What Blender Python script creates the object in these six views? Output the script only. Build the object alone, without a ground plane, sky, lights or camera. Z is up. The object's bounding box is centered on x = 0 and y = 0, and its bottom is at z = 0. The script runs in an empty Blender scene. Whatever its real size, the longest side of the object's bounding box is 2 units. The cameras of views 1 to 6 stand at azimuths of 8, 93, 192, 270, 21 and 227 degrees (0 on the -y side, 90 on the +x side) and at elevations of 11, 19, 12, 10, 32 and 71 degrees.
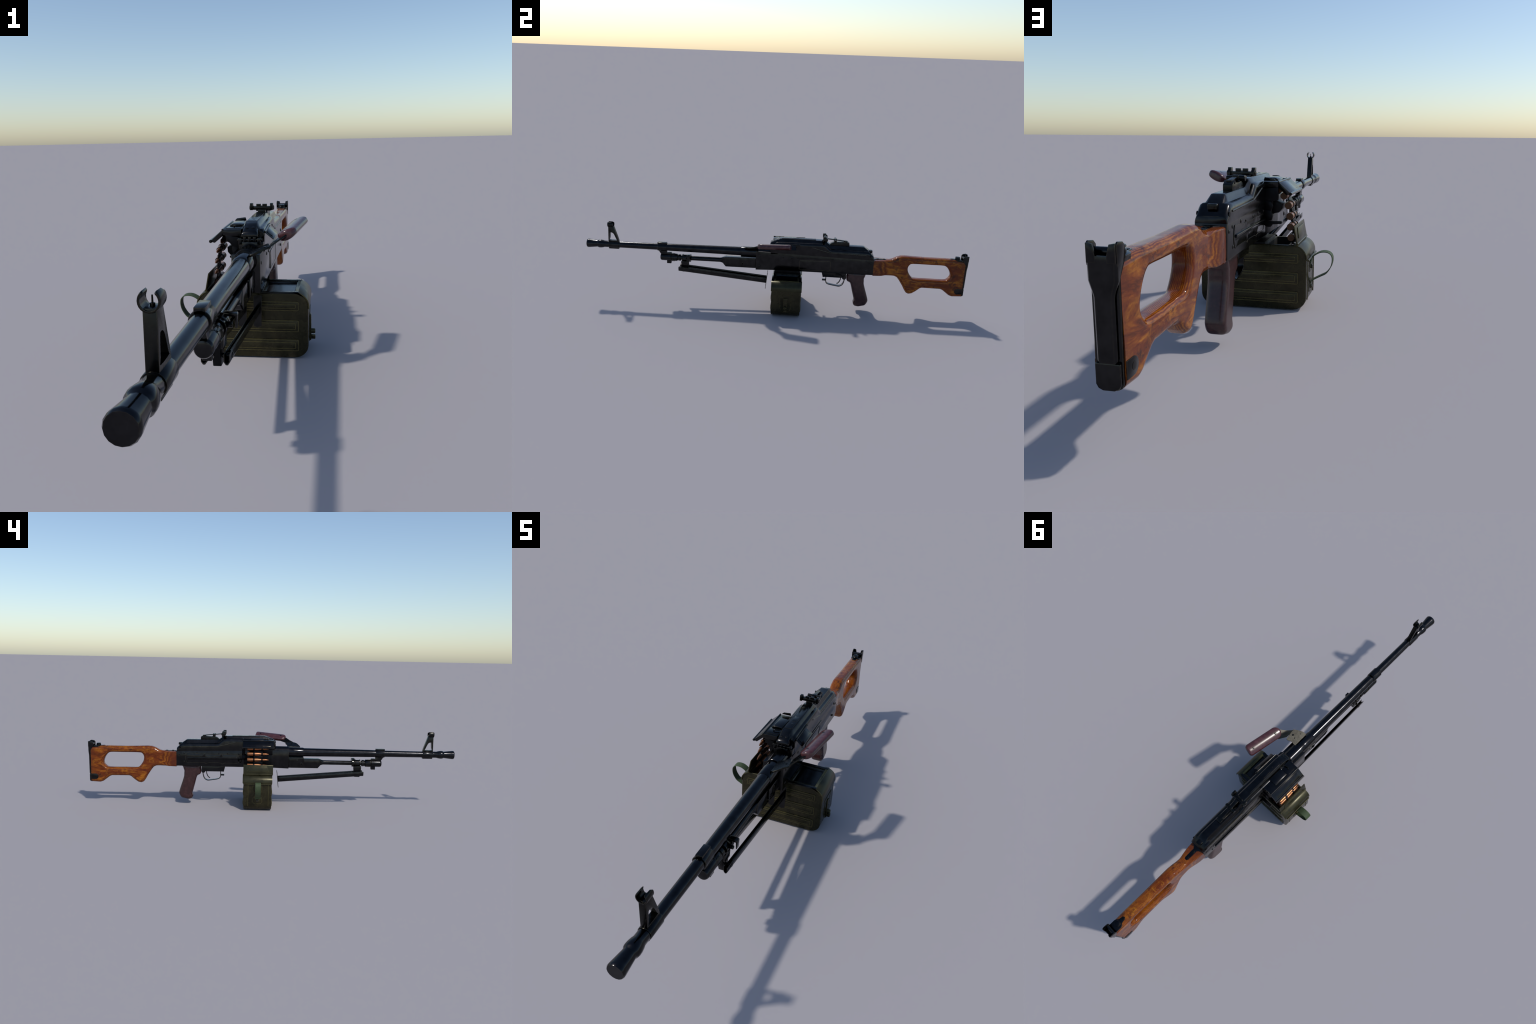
import bpy, bmesh, math, random
from mathutils import Vector, Matrix

random.seed(7)
C = 0.0235          # x of the gun's plane of symmetry
AZ = 0.2953         # height of the bore axis
GZ = 0.2407         # height of the gas tube axis
HW = 0.0375         # half width of the receiver
scene = bpy.context.scene

# ------------------------------------------------------------------ materials
def new_mat(name):
    m = bpy.data.materials.new(name)
    m.use_nodes = True
    nt = m.node_tree
    return m, nt, nt.nodes["Principled BSDF"]

def N(nt, typ, **kw):
    n = nt.nodes.new(typ)
    for k, v in kw.items():
        if k in n.inputs.keys():
            n.inputs[k].default_value = v
        else:
            setattr(n, k, v)
    return n

def coords(nt, scale=(1, 1, 1)):
    tc = N(nt, "ShaderNodeTexCoord")
    mp = N(nt, "ShaderNodeMapping")
    mp.inputs["Scale"].default_value = scale
    nt.links.new(tc.outputs["Object"], mp.inputs["Vector"])
    return mp.outputs["Vector"]

def noise(nt, vec, scale, detail=4, rough=0.55, dist=0.0):
    n = N(nt, "ShaderNodeTexNoise")
    n.inputs["Scale"].default_value = scale
    n.inputs["Detail"].default_value = detail
    n.inputs["Roughness"].default_value = rough
    n.inputs["Distortion"].default_value = dist
    nt.links.new(vec, n.inputs["Vector"])
    return n.outputs["Fac"]

def ramp(nt, fac, stops, interp="LINEAR"):
    r = N(nt, "ShaderNodeValToRGB")
    r.color_ramp.interpolation = interp
    el = r.color_ramp.elements
    while len(el) < len(stops):
        el.new(0.5)
    for e, (p, c) in zip(el, stops):
        e.position = p
        e.color = (*c, 1) if len(c) == 3 else c
    nt.links.new(fac, r.inputs["Fac"])
    return r.outputs["Color"]

def mixc(nt, fac, a, b, blend="MIX"):
    m = N(nt, "ShaderNodeMix", data_type="RGBA", blend_type=blend)
    for sock, v in ((m.inputs[0], fac), (m.inputs[6], a), (m.inputs[7], b)):
        if isinstance(v, (int, float)):
            sock.default_value = v
        elif isinstance(v, tuple):
            sock.default_value = (*v, 1)
        else:
            nt.links.new(v, sock)
    return m.outputs[2]

def math_(nt, op, a, b=None, clamp=False):
    m = N(nt, "ShaderNodeMath", operation=op, use_clamp=clamp)
    for i, v in enumerate((a, b)):
        if v is None:
            continue
        if isinstance(v, (int, float)):
            m.inputs[i].default_value = v
        else:
            nt.links.new(v, m.inputs[i])
    return m.outputs[0]

def edge_mask(nt, radius=0.0022, gain=5.0):
    """1 on sharp edges (worn finish), 0 on the flats."""
    bv = N(nt, "ShaderNodeBevel", samples=4)
    bv.inputs["Radius"].default_value = radius
    ge = N(nt, "ShaderNodeNewGeometry")
    d = N(nt, "ShaderNodeVectorMath", operation="DOT_PRODUCT")
    nt.links.new(bv.outputs[0], d.inputs[0])
    nt.links.new(ge.outputs["Normal"], d.inputs[1])
    inv = math_(nt, "SUBTRACT", 1.0, d.outputs["Value"])
    return math_(nt, "MULTIPLY", inv, gain, clamp=True)

def gunmetal(name, base=(0.0275, 0.0275, 0.0285), worn=(0.110, 0.098, 0.066), rough=0.18,
             wear=0.75, metallic=1.0):
    m, nt, b = new_mat(name)
    v = coords(nt)
    n1 = noise(nt, v, 38, 5, 0.6)
    n2 = noise(nt, v, 420, 3, 0.6)
    dark = tuple(c * 0.72 for c in base)
    lite = tuple(c * 1.28 for c in base)
    col = ramp(nt, n1, [(0.3, dark), (0.52, base), (0.75, lite)])
    specks = ramp(nt, n2, [(0.68, (0, 0, 0)), (0.76, (1, 1, 1))])
    sp = math_(nt, "MULTIPLY", specks, 0.10)
    col = mixc(nt, sp, col, worn)
    if wear:
        e = edge_mask(nt, 0.0026, 7.0)
        brk = ramp(nt, noise(nt, v, 90, 4, 0.65), [(0.30, (0, 0, 0)), (0.58, (1, 1, 1))])
        e = math_(nt, "MULTIPLY", math_(nt, "MULTIPLY", e, brk), wear)
        col = mixc(nt, e, col, worn)
    nt.links.new(col, b.inputs["Base Color"])
    b.inputs["Metallic"].default_value = metallic
    rr = ramp(nt, noise(nt, v, 60, 5, 0.7), [(0.3, (rough * 0.8,) * 3), (0.7, (rough * 1.3,) * 3)])
    nt.links.new(rr, b.inputs["Roughness"])
    return m

def bakelite(name, base, spot, rough=0.32):
    m, nt, b = new_mat(name)
    v = coords(nt)
    n1 = noise(nt, v, 55, 6, 0.7)
    n2 = noise(nt, v, 300, 3, 0.6)
    col = ramp(nt, n1, [(0.3, tuple(c * 0.72 for c in base)), (0.5, base), (0.72, spot)])
    sp = ramp(nt, n2, [(0.6, (0, 0, 0)), (0.75, (1, 1, 1))])
    col = mixc(nt, math_(nt, "MULTIPLY", sp, 0.3), col, spot)
    nt.links.new(col, b.inputs["Base Color"])
    b.inputs["Roughness"].default_value = rough
    bp = N(nt, "ShaderNodeBump")
    bp.inputs["Strength"].default_value = 0.06
    bp.inputs["Distance"].default_value = 0.001
    nt.links.new(n2, bp.inputs["Height"])
    nt.links.new(bp.outputs[0], b.inputs["Normal"])
    return m

def plywood(name):
    """Lacquered laminate: thin plies stacked across x, so the top shows fine
    lines and the flat sides show wandering contour figure."""
    m, nt, b = new_mat(name)
    tc = N(nt, "ShaderNodeTexCoord")
    sep = N(nt, "ShaderNodeSeparateXYZ")
    nt.links.new(tc.outputs["Object"], sep.inputs[0])
    v = coords(nt)
    vflow = coords(nt, (1.0, 0.26, 1.0))
    warp = noise(nt, vflow, 20, 5, 0.60, 0.7)
    ph = math_(nt, "ADD", math_(nt, "MULTIPLY", sep.outputs["X"], 520.0), math_(nt, "MULTIPLY", warp, 8.0))
    saw = math_(nt, "PINGPONG", ph, 1.0)
    col = ramp(nt, saw, [(0.0, (0.075, 0.017, 0.004)), (0.35, (0.185, 0.041, 0.0055)),
                         (0.70, (0.285, 0.080, 0.007)), (1.0, (0.39, 0.138, 0.010))])
    # long grain streaks running with the stock
    vs = coords(nt, (1.0, 0.16, 1.0))
    stk = ramp(nt, noise(nt, vs, 95, 4, 0.6, 0.3), [(0.36, (0, 0, 0)), (0.64, (1, 1, 1))])
    col = mixc(nt, math_(nt, "MULTIPLY", stk, 0.45), col, (0.115, 0.026, 0.005))
    red = ramp(nt, noise(nt, coords(nt, (1.0, 0.55, 1.0)), 17, 6, 0.66, 0.8), [(0.44, (0, 0, 0)), (0.58, (1, 1, 1))])
    col = mixc(nt, math_(nt, "MULTIPLY", red, 0.78), col, (0.115, 0.020, 0.005))
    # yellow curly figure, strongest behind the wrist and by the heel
    vf = coords(nt, (1.0, 0.6, 0.9))
    fig = ramp(nt, noise(nt, vf, 40, 6, 0.68, 1.2), [(0.52, (0, 0, 0)), (0.64, (1, 1, 1))])
    where = ramp(nt, noise(nt, v, 9, 2, 0.5), [(0.46, (0, 0, 0)), (0.64, (1, 1, 1))])
    fg = math_(nt, "MULTIPLY", math_(nt, "MULTIPLY", fig, where), 0.68)
    col = mixc(nt, fg, col, (0.40, 0.155, 0.012))
    blot = ramp(nt, noise(nt, v, 23, 6, 0.72, 0.5), [(0.34, (1, 1, 1)), (0.46, (0, 0, 0))])
    col = mixc(nt, math_(nt, "MULTIPLY", blot, 0.85), col, (0.035, 0.010, 0.007))
    # scorched wrist where the stock enters the receiver
    wr = N(nt, "ShaderNodeMapRange", clamp=True)
    nt.links.new(sep.outputs["Y"], wr.inputs[0])
    wr.inputs[1].default_value, wr.inputs[2].default_value = 0.585, 0.535
    wr.inputs[3].default_value, wr.inputs[4].default_value = 0.0, 1.0
    wn = math_(nt, "MULTIPLY", wr.outputs[0], ramp(nt, noise(nt, v, 24, 5, 0.65), [(0.25, (0, 0, 0)), (0.6, (1, 1, 1))]))
    col = mixc(nt, math_(nt, "MULTIPLY", wn, 0.75), col, (0.085, 0.020, 0.009))
    # scorched finish round the thumbhole and at the heel
    hy = math_(nt, "POWER", math_(nt, "ABSOLUTE", math_(nt, "DIVIDE", math_(nt, "SUBTRACT", sep.outputs["Y"], 0.8095), 0.116)), 4.0)
    hz = math_(nt, "POWER", math_(nt, "ABSOLUTE", math_(nt, "DIVIDE", math_(nt, "SUBTRACT", sep.outputs["Z"], 0.2380), 0.0455)), 3.0)
    rim = ramp(nt, math_(nt, "ADD", hy, hz), [(0.0, (1, 1, 1)), (1.0, (0, 0, 0))])
    heel_n = N(nt, "ShaderNodeMapRange", clamp=True)
    nt.links.new(sep.outputs["Y"], heel_n.inputs[0])
    heel_n.inputs[1].default_value, heel_n.inputs[2].default_value = 0.955, 0.985
    burn = math_(nt, "MAXIMUM", math_(nt, "MULTIPLY", rim, 1.6, clamp=True), heel_n.outputs[0])
    burn = math_(nt, "MULTIPLY", burn, ramp(nt, noise(nt, v, 33, 5, 0.65), [(0.30, (0.25, 0.25, 0.25)), (0.62, (1, 1, 1))]))
    col = mixc(nt, math_(nt, "MULTIPLY", burn, 0.62), col, (0.090, 0.020, 0.006))
    nt.links.new(col, b.inputs["Base Color"])
    b.inputs["Roughness"].default_value = 0.13
    b.inputs["IOR"].default_value = 1.33
    return m

def painted_steel(name, base=(0.034, 0.0298, 0.0145), worn=(0.140, 0.120, 0.045), rough=0.26):
    m, nt, b = new_mat(name)
    v = coords(nt)
    n1 = noise(nt, v, 26, 6, 0.65)
    col = ramp(nt, n1, [(0.28, tuple(c * 0.55 for c in base)), (0.5, base), (0.75, tuple(c * 1.35 for c in base))])
    grime = ramp(nt, noise(nt, v, 48, 6, 0.75, 0.5), [(0.52, (0, 0, 0)), (0.66, (1, 1, 1))])
    col = mixc(nt, math_(nt, "MULTIPLY", grime, 0.55), col, (0.018, 0.0165, 0.010))
    fine = ramp(nt, noise(nt, v, 600, 2, 0.5), [(0.4, (0, 0, 0)), (0.7, (1, 1, 1))])
    col = mixc(nt, math_(nt, "MULTIPLY", fine, 0.25), col, tuple(c * 0.6 for c in base))
    e = edge_mask(nt, 0.0026, 9.0)
    brk = ramp(nt, noise(nt, v, 70, 4, 0.65), [(0.28, (0, 0, 0)), (0.50, (1, 1, 1))])
    col = mixc(nt, math_(nt, "MULTIPLY", math_(nt, "MULTIPLY", e, brk), 0.85), col, worn)
    nt.links.new(col, b.inputs["Base Color"])
    b.inputs["Metallic"].default_value = 0.5
    b.inputs["Specular IOR Level"].default_value = 0.3
    rr = ramp(nt, n1, [(0.3, (rough * 0.8,) * 3), (0.7, (rough * 1.25,) * 3)])
    nt.links.new(rr, b.inputs["Roughness"])
    return m

def plain(name, base, rough, metallic=0.0, var=0.2, scale=60):
    m, nt, b = new_mat(name)
    v = coords(nt)
    col = ramp(nt, noise(nt, v, scale, 5, 0.65), [(0.3, tuple(c * (1 - var) for c in base)), (0.7, tuple(c * (1 + var) for c in base))])
    nt.links.new(col, b.inputs["Base Color"])
    b.inputs["Roughness"].default_value = rough
    b.inputs["Metallic"].default_value = metallic
    return m

STEEL = gunmetal("blued_steel")
BARREL = gunmetal("polished_blued_steel", base=(0.028, 0.028, 0.030), rough=0.15, wear=0.3)
SIGHT = gunmetal("worn_black_steel", base=(0.024, 0.024, 0.023), rough=0.24, wear=0.6)
DARK = gunmetal("dark_matte_steel", base=(0.014, 0.014, 0.015), rough=0.42, wear=0.12)  # darker, rougher version of the gun steel, used for the feed area, slots, links and small fittings
GREY = gunmetal("bare_grey_steel", base=(0.024, 0.0235, 0.021), rough=0.24, wear=0.5)
WOOD = plywood("lacquered_laminate_wood")
GRIPM = bakelite("maroon_bakelite", (0.034, 0.0115, 0.0115), (0.055, 0.020, 0.020), 0.27)
HANDLEM = bakelite("plum_bakelite", (0.058, 0.018, 0.020), (0.088, 0.032, 0.034), 0.20)
OLIVE = painted_steel("olive_painted_steel")
OLIVEL = painted_steel("olive_lid_paint", base=(0.037, 0.0345, 0.0165), rough=0.33)
OLIVEW = painted_steel("worn_olive_rim", base=(0.082, 0.072, 0.032), rough=0.34)
RIM = gunmetal("rubbed_steel_rim", base=(0.085, 0.079, 0.060), rough=0.28, wear=0.2)
WEB = plain("green_webbing", (0.038, 0.060, 0.022), 0.75, 0.0, 0.25, 140)
COPPER = plain("copper_washed_steel", (0.27, 0.112, 0.048), 0.30, 0.75, 0.15, 80)
COPPERD = plain("tarnished_copper", (0.080, 0.031, 0.0075), 0.45, 0.2, 0.2, 150)
BOXIN = plain("shadowed_box_lining", (0.012, 0.012, 0.010), 0.6, 0.0)  # near-black tint bakes in the darkness inside the box mouth
INNER = gunmetal("dark_tray_steel", base=(0.026, 0.028, 0.029), rough=0.18, wear=0.2)

# ------------------------------------------------------------------ mesh tools
root = bpy.data.objects.new("machine_gun", None)
scene.collection.objects.link(root)
root["label"] = "black belt-fed machine gun with wooden skeleton stock and ammo box"
root["category"] = "machine gun"

def new_obj(name, me, mat, parent, sharp=35.0):
    for p in me.polygons:
        p.use_smooth = True
    me.set_sharp_from_angle(angle=math.radians(sharp))
    if not me.materials:
        me.materials.append(mat)
    o = bpy.data.objects.new(name, me)
    scene.collection.objects.link(o)
    o.parent = parent or root
    return o

def to_mesh(bm, name):
    bmesh.ops.recalc_face_normals(bm, faces=bm.faces[:])
    me = bpy.data.meshes.new(name)
    bm.to_mesh(me)
    bm.free()
    return me

def bevel_sharp(bm, w, segs=2, ang=28):
    if w <= 0:
        return
    bmesh.ops.recalc_face_normals(bm, faces=bm.faces[:])
    es = [e for e in bm.edges if len(e.link_faces) == 2 and e.calc_face_angle(0) > math.radians(ang)]
    if es:
        bmesh.ops.bevel(bm, geom=es, offset=w, segments=segs, profile=0.5, affect="EDGES", clamp_overlap=True)

def add_prism(bm, pts, axis, lo, hi):
    """pts: 2D outline. axis 'x': pts are (y,z); 'y': (x,z); 'z': (x,y)."""
    def mk(p, t):
        return {"x": (t, p[0], p[1]), "y": (p[0], t, p[1]), "z": (p[0], p[1], t)}[axis]
    a = [bm.verts.new(mk(p, lo)) for p in pts]
    b = [bm.verts.new(mk(p, hi)) for p in pts]
    bm.faces.new(a)
    bm.faces.new(b[::-1])
    n = len(pts)
    for i in range(n):
        bm.faces.new((a[i], a[(i + 1) % n], b[(i + 1) % n], b[i]))

def prism(name, pts, axis, lo, hi, mat, parent=None, bevel=0.001, segs=2, fn=None):
    bm = bmesh.new()
    add_prism(bm, pts, axis, lo, hi)
    bevel_sharp(bm, bevel, segs)
    if fn:
        for v in bm.verts:
            v.co = fn(v.co)
    return new_obj(name, to_mesh(bm, name), mat, parent)

def rect(a0, a1, b0, b1):
    return [(a0, b0), (a1, b0), (a1, b1), (a0, b1)]

def rrect(a0, a1, b0, b1, r, n=5):
    out = []
    for cx, cy, s in ((a1 - r, b1 - r, 0), (a0 + r, b1 - r, 90), (a0 + r, b0 + r, 180), (a1 - r, b0 + r, 270)):
        for i in range(n + 1):
            t = math.radians(s + 90 * i / n)
            out.append((cx + r * math.cos(t), cy + r * math.sin(t)))
    return out

def ring_prism(name, pts, axis, lo, hi, wid, mat, parent=None):
    """Raised rim of given width following a closed outline (outline is its outer edge)."""
    P = [Vector(p) for p in pts]
    n = len(P)
    area = sum(P[i].x * P[(i + 1) % n].y - P[(i + 1) % n].x * P[i].y for i in range(n))
    sg = 1 if area > 0 else -1
    inner = []
    for i in range(n):
        a, b = (P[i] - P[i - 1]).normalized(), (P[(i + 1) % n] - P[i]).normalized()
        m = Vector((-(a.y + b.y), a.x + b.x)) * sg
        m = m.normalized() if m.length > 1e-6 else Vector((-b.y, b.x)) * sg
        inner.append(P[i] + m * wid)
    bm = bmesh.new()
    def mk(p, t):
        return {"x": (t, p[0], p[1]), "y": (p[0], t, p[1]), "z": (p[0], p[1], t)}[axis]
    L = [[bm.verts.new(mk(p, t)) for p in Q] for Q, t in ((P, lo), (P, hi), (inner, hi), (inner, lo))]
    for k in range(4):
        A, B = L[k], L[(k + 1) % 4]
        for i in range(n):
            j = (i + 1) % n
            bm.faces.new((A[i], A[j], B[j], B[i]))
    return new_obj(name, to_mesh(bm, name), mat, parent)

def box(name, x0, x1, y0, y1, z0, z1, mat, parent=None, bevel=0.001, segs=2, fn=None):
    return prism(name, rect(y0, y1, z0, z1), "x", x0, x1, mat, parent, bevel, segs, fn)

def add_lathe(bm, prof, cx, cz, seg=24, axis="y", cy=0.0, start=0.0):
    """prof: (t, r) along axis; axis 'y' uses centre (cx, cz), 'x' uses (cy, cz), 'z' uses (cx, cy)."""
    rings = []
    for t, r in prof:
        if r <= 1e-6:
            p = {"y": (cx, t, cz), "x": (t, cy, cz), "z": (cx, cy, t)}[axis]
            rings.append([bm.verts.new(p)])
            continue
        ring = []
        for i in range(seg):
            a = start + 2 * math.pi * i / seg
            u, w = r * math.cos(a), r * math.sin(a)
            p = {"y": (cx + u, t, cz + w), "x": (t, cy + u, cz + w), "z": (cx + u, cy + w, t)}[axis]
            ring.append(bm.verts.new(p))
        rings.append(ring)
    for a, b in zip(rings, rings[1:]):
        if len(a) == 1 and len(b) == 1:
            continue
        for i in range(seg):
            j = (i + 1) % seg
            if len(a) == 1:
                bm.faces.new((a[0], b[i], b[j]))
            elif len(b) == 1:
                bm.faces.new((a[i], a[j], b[0]))
            else:
                bm.faces.new((a[i], a[j], b[j], b[i]))
    for ring in (rings[0], rings[-1]):
        if len(ring) > 1:
            bm.faces.new(ring)

def lathe(name, prof, cx, cz, mat, parent=None, seg=24, axis="y", cy=0.0, start=0.0, sharp=35.0):
    bm = bmesh.new()
    add_lathe(bm, prof, cx, cz, seg, axis, cy, start)
    return new_obj(name, to_mesh(bm, name), mat, parent, sharp)

def disc(name, axis, pos, r, h, mat, parent=None, seg=16, dome=0.3):
    """Rivet / screw head standing h proud of pos along +-axis (sign of h)."""
    x, y, z = pos
    t0 = {"x": x, "y": y, "z": z}[axis]
    s = 1 if h > 0 else -1
    prof = [(t0 - s * 0.0008, r), (t0 + h * (1 - dome), r), (t0 + h, r * 0.6), (t0 + h, 0)]
    return lathe(name, prof, x, z, mat, parent, seg, axis, y)

def loft(name, stations, mat, parent=None, bevel=0.0, cap=True, sharp=35.0):
    """stations: list of equal-length 3D point loops."""
    bm = bmesh.new()
    rings = [[bm.verts.new(p) for p in s] for s in stations]
    n = len(rings[0])
    for a, b in zip(rings, rings[1:]):
        for i in range(n):
            bm.faces.new((a[i], a[(i + 1) % n], b[(i + 1) % n], b[i]))
    if cap:
        bm.faces.new(rings[0])
        bm.faces.new(rings[-1][::-1])
    bevel_sharp(bm, bevel)
    return new_obj(name, to_mesh(bm, name), mat, parent, sharp)

def catmull(pts, n=6, closed=False):
    out = []
    P = [Vector(p) for p in pts]
    m = len(P)
    rng = range(m if closed else m - 1)
    for i in rng:
        if closed:
            p0, p1, p2, p3 = P[(i - 1) % m], P[i], P[(i + 1) % m], P[(i + 2) % m]
        else:
            p0, p1, p2, p3 = P[max(i - 1, 0)], P[i], P[i + 1], P[min(i + 2, m - 1)]
        for k in range(n):
            t = k / n
            out.append(0.5 * ((2 * p1) + (p2 - p0) * t + (2 * p0 - 5 * p1 + 4 * p2 - p3) * t * t
                              + (3 * p1 - p0 - 3 * p2 + p3) * t ** 3))
    if not closed:
        out.append(P[-1])
    return out

def strip(name, path, axis, centre, width, thick, mat, parent=None, bevel=0.0006):
    """Flat band of given width along `axis` following a 2D path in the other plane."""
    P = [Vector(p) for p in path]
    up, dn = [], []
    for i, p in enumerate(P):
        d = (P[min(i + 1, len(P) - 1)] - P[max(i - 1, 0)]).normalized()
        nrm = Vector((-d.y, d.x)) * thick / 2
        up.append(p + nrm)
        dn.append(p - nrm)
    bm = bmesh.new()
    def mk(p, t):
        return {"x": (t, p[0], p[1]), "y": (p[0], t, p[1])}[axis]
    rows = [[bm.verts.new(mk(a, centre - width / 2)), bm.verts.new(mk(a, centre + width / 2)),
             bm.verts.new(mk(b, centre + width / 2)), bm.verts.new(mk(b, centre - width / 2))] for a, b in zip(up, dn)]
    for a, b in zip(rows, rows[1:]):
        for i in range(4):
            bm.faces.new((a[i], a[(i + 1) % 4], b[(i + 1) % 4], b[i]))
    bm.faces.new(rows[0])
    bm.faces.new(rows[-1][::-1])
    bevel_sharp(bm, bevel, 1, 60)
    return new_obj(name, to_mesh(bm, name), mat, parent, 40)

def rod(name, path, r, mat, parent=None, seg=10):
    P = [Vector(p) for p in path]
    bm = bmesh.new()
    rings = []
    ref = Vector((0.31, 0.17, 0.93))
    for i, p in enumerate(P):
        d = (P[min(i + 1, len(P) - 1)] - P[max(i - 1, 0)]).normalized()
        u = d.cross(ref).normalized()
        w = d.cross(u)
        rings.append([bm.verts.new(p + r * (math.cos(2 * math.pi * k / seg) * u + math.sin(2 * math.pi * k / seg) * w)) for k in range(seg)])
    for a, b in zip(rings, rings[1:]):
        for i in range(seg):
            bm.faces.new((a[i], a[(i + 1) % seg], b[(i + 1) % seg], b[i]))
    bm.faces.new(rings[0])
    bm.faces.new(rings[-1][::-1])
    return new_obj(name, to_mesh(bm, name), mat, parent, 50)

def evaluated(o):
    dg = bpy.context.evaluated_depsgraph_get()
    dg.update()
    return bpy.data.meshes.new_from_object(o.evaluated_get(dg))

def carved(outlines, depth, round_, voxel, smooth, block=None):
    """Solid cut from a flat blank: outlines (first outer, others holes) as (a,b),
    thickness 2*depth, edges rounded, then fused to an even skin. Lies in a,b plane, thickness on local z."""
    cu = bpy.data.curves.new("blank", "CURVE")
    cu.dimensions = "2D"
    cu.fill_mode = "BOTH"
    for pts in outlines:
        sp = cu.splines.new("POLY")
        sp.points.add(len(pts) - 1)
        for q, p in zip(sp.points, pts):
            q.co = (p[0], p[1], 0, 1)
        sp.use_cyclic_u = True
    cu.extrude = depth - round_
    cu.bevel_depth = round_
    cu.offset = -round_ + 0.0009
    cu.bevel_resolution = 4
    o = bpy.data.objects.new("blank", cu)
    scene.collection.objects.link(o)
    me = evaluated(o)
    bpy.data.objects.remove(o)
    o = bpy.data.objects.new("blank", me)
    scene.collection.objects.link(o)
    bm = bmesh.new()
    bm.from_mesh(me)
    bmesh.ops.remove_doubles(bm, verts=bm.verts[:], dist=1e-5)
    if block:
        b2 = bmesh.new()
        add_prism(b2, block[0], "z", -block[1], block[1])
        bevel_sharp(b2, block[2], 2)
        tmp = to_mesh(b2, "block")
        bm.from_mesh(tmp)
        bpy.data.meshes.remove(tmp)
    bm.to_mesh(me)
    bm.free()
    r = o.modifiers.new("r", "REMESH")
    r.mode = "VOXEL"
    r.voxel_size = voxel
    s = o.modifiers.new("s", "SMOOTH")
    s.iterations = smooth
    s.factor = 0.5
    out = evaluated(o)
    bpy.data.objects.remove(o)
    return out

def bool_cut(o, cutter, op="DIFFERENCE"):
    m = o.modifiers.new("b", "BOOLEAN")
    m.operation = op
    m.solver = "EXACT"
    m.object = cutter
    me = evaluated(o)
    o.modifiers.clear()
    old = o.data
    o.data = me
    bpy.data.meshes.remove(old)
    bpy.data.objects.remove(cutter)
    for p in me.polygons:
        p.use_smooth = True
    me.set_sharp_from_angle(angle=math.radians(35))

# ------------------------------------------------------------------ barrel group
barrel = lathe("barrel", [(-0.925, 0.0), (-0.925, 0.0167), (-0.83, 0.0167), (-0.62, 0.0176), (-0.573, 0.0188), (-0.56, 0.0194),
                          (-0.53, 0.0199), (-0.18, 0.0230), (-0.09, 0.0230), (-0.09, 0)], C, AZ, BARREL, None, 28)
lathe("flash_hider", [(-1.0, 0.0), (-1.0, 0.0212), (-0.9965, 0.0232), (-0.990, 0.0230), (-0.946, 0.0180), (-0.9440, 0.0182),
                      (-0.9400, 0.0207), (-0.934, 0.0219), (-0.925, 0.0216), (-0.913, 0.0196), (-0.907, 0.0174),
                      (-0.882, 0.0172), (-0.882, 0)], C, AZ, BARREL, barrel, 16)
lathe("barrel_collar", [(-0.1780, 0.0215), (-0.1780, 0.0236), (-0.1720, 0.0259), (-0.128, 0.0261), (-0.1265, 0.0263), (-0.1165, 0.0263),
                        (-0.1150, 0.0261), (-0.094, 0.0263), (-0.094, 0.018)], C, AZ, BARREL, barrel, 28)

fs = lathe("front_sight", [(-0.8845, 0.0140), (-0.8845, 0.0184), (-0.883, 0.0192), (-0.830, 0.0192), (-0.828, 0.0186), (-0.828, 0.0140)], C, AZ, STEEL, None, 24)
box("sight_base_lug", C - 0.0098, C + 0.0098, -0.883, -0.829, 0.2730, 0.2880, STEEL, fs, 0.0012)
# upright post: triangular frame with a window
post_out = [(-0.8840, 0.3080), (-0.8835, 0.3300), (-0.8815, 0.3960), (-0.8540, 0.3960), (-0.8330, 0.3310), (-0.8285, 0.3120), (-0.8285, 0.3080)]
win = [(-0.8785, 0.3205), (-0.8765, 0.3300), (-0.8735, 0.3590), (-0.8700, 0.3625), (-0.8640, 0.3625), (-0.8580, 0.3595), (-0.8520, 0.3520), (-0.8405, 0.3255), (-0.8395, 0.3205)]
p = prism("sight_post", post_out, "x", C - 0.0094, C + 0.0094, SIGHT, fs, 0.0008)
bm = bmesh.new()
add_prism(bm, [tuple(q) for q in catmull([(a, b) for a, b in win], 3, True)], "x", C - 0.03, C + 0.03)
cut = new_obj("cutter", to_mesh(bm, "cutter"), SIGHT, None)
bool_cut(p, cut)
# open-topped hood around the pin
def hood_ring(y, r0, r1, a0, n=18):
    pts = []
    for i in range(n + 1):
        a = math.radians(90 + a0 + (360 - 2 * a0) * i / n)
        pts.append((C + 0.98 * r1 * math.cos(a), y, 0.4055 + r1 * math.sin(a)))
    for i in range(n, -1, -1):
        a = math.radians(90 + a0 + (360 - 2 * a0) * i / n)
        pts.append((C + 0.98 * r0 * math.cos(a), y, 0.4055 + r0 * math.sin(a)))
    return pts
loft("sight_hood", [hood_ring(-0.8840, 0.0126, 0.0156, 42), hood_ring(-0.881, 0.0128, 0.0164, 35), hood_ring(-0.862, 0.0128, 0.0164, 38), hood_ring(-0.8545, 0.0126, 0.0156, 60)], SIGHT, fs, 0.0005)
lathe("sight_pin", [(0.390, 0.0037), (0.4000, 0.0037), (0.4005, 0.0014), (0.4105, 0.0012), (0.4105, 0)], C, 0, SIGHT, fs, 10, "z", -0.868)

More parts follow.
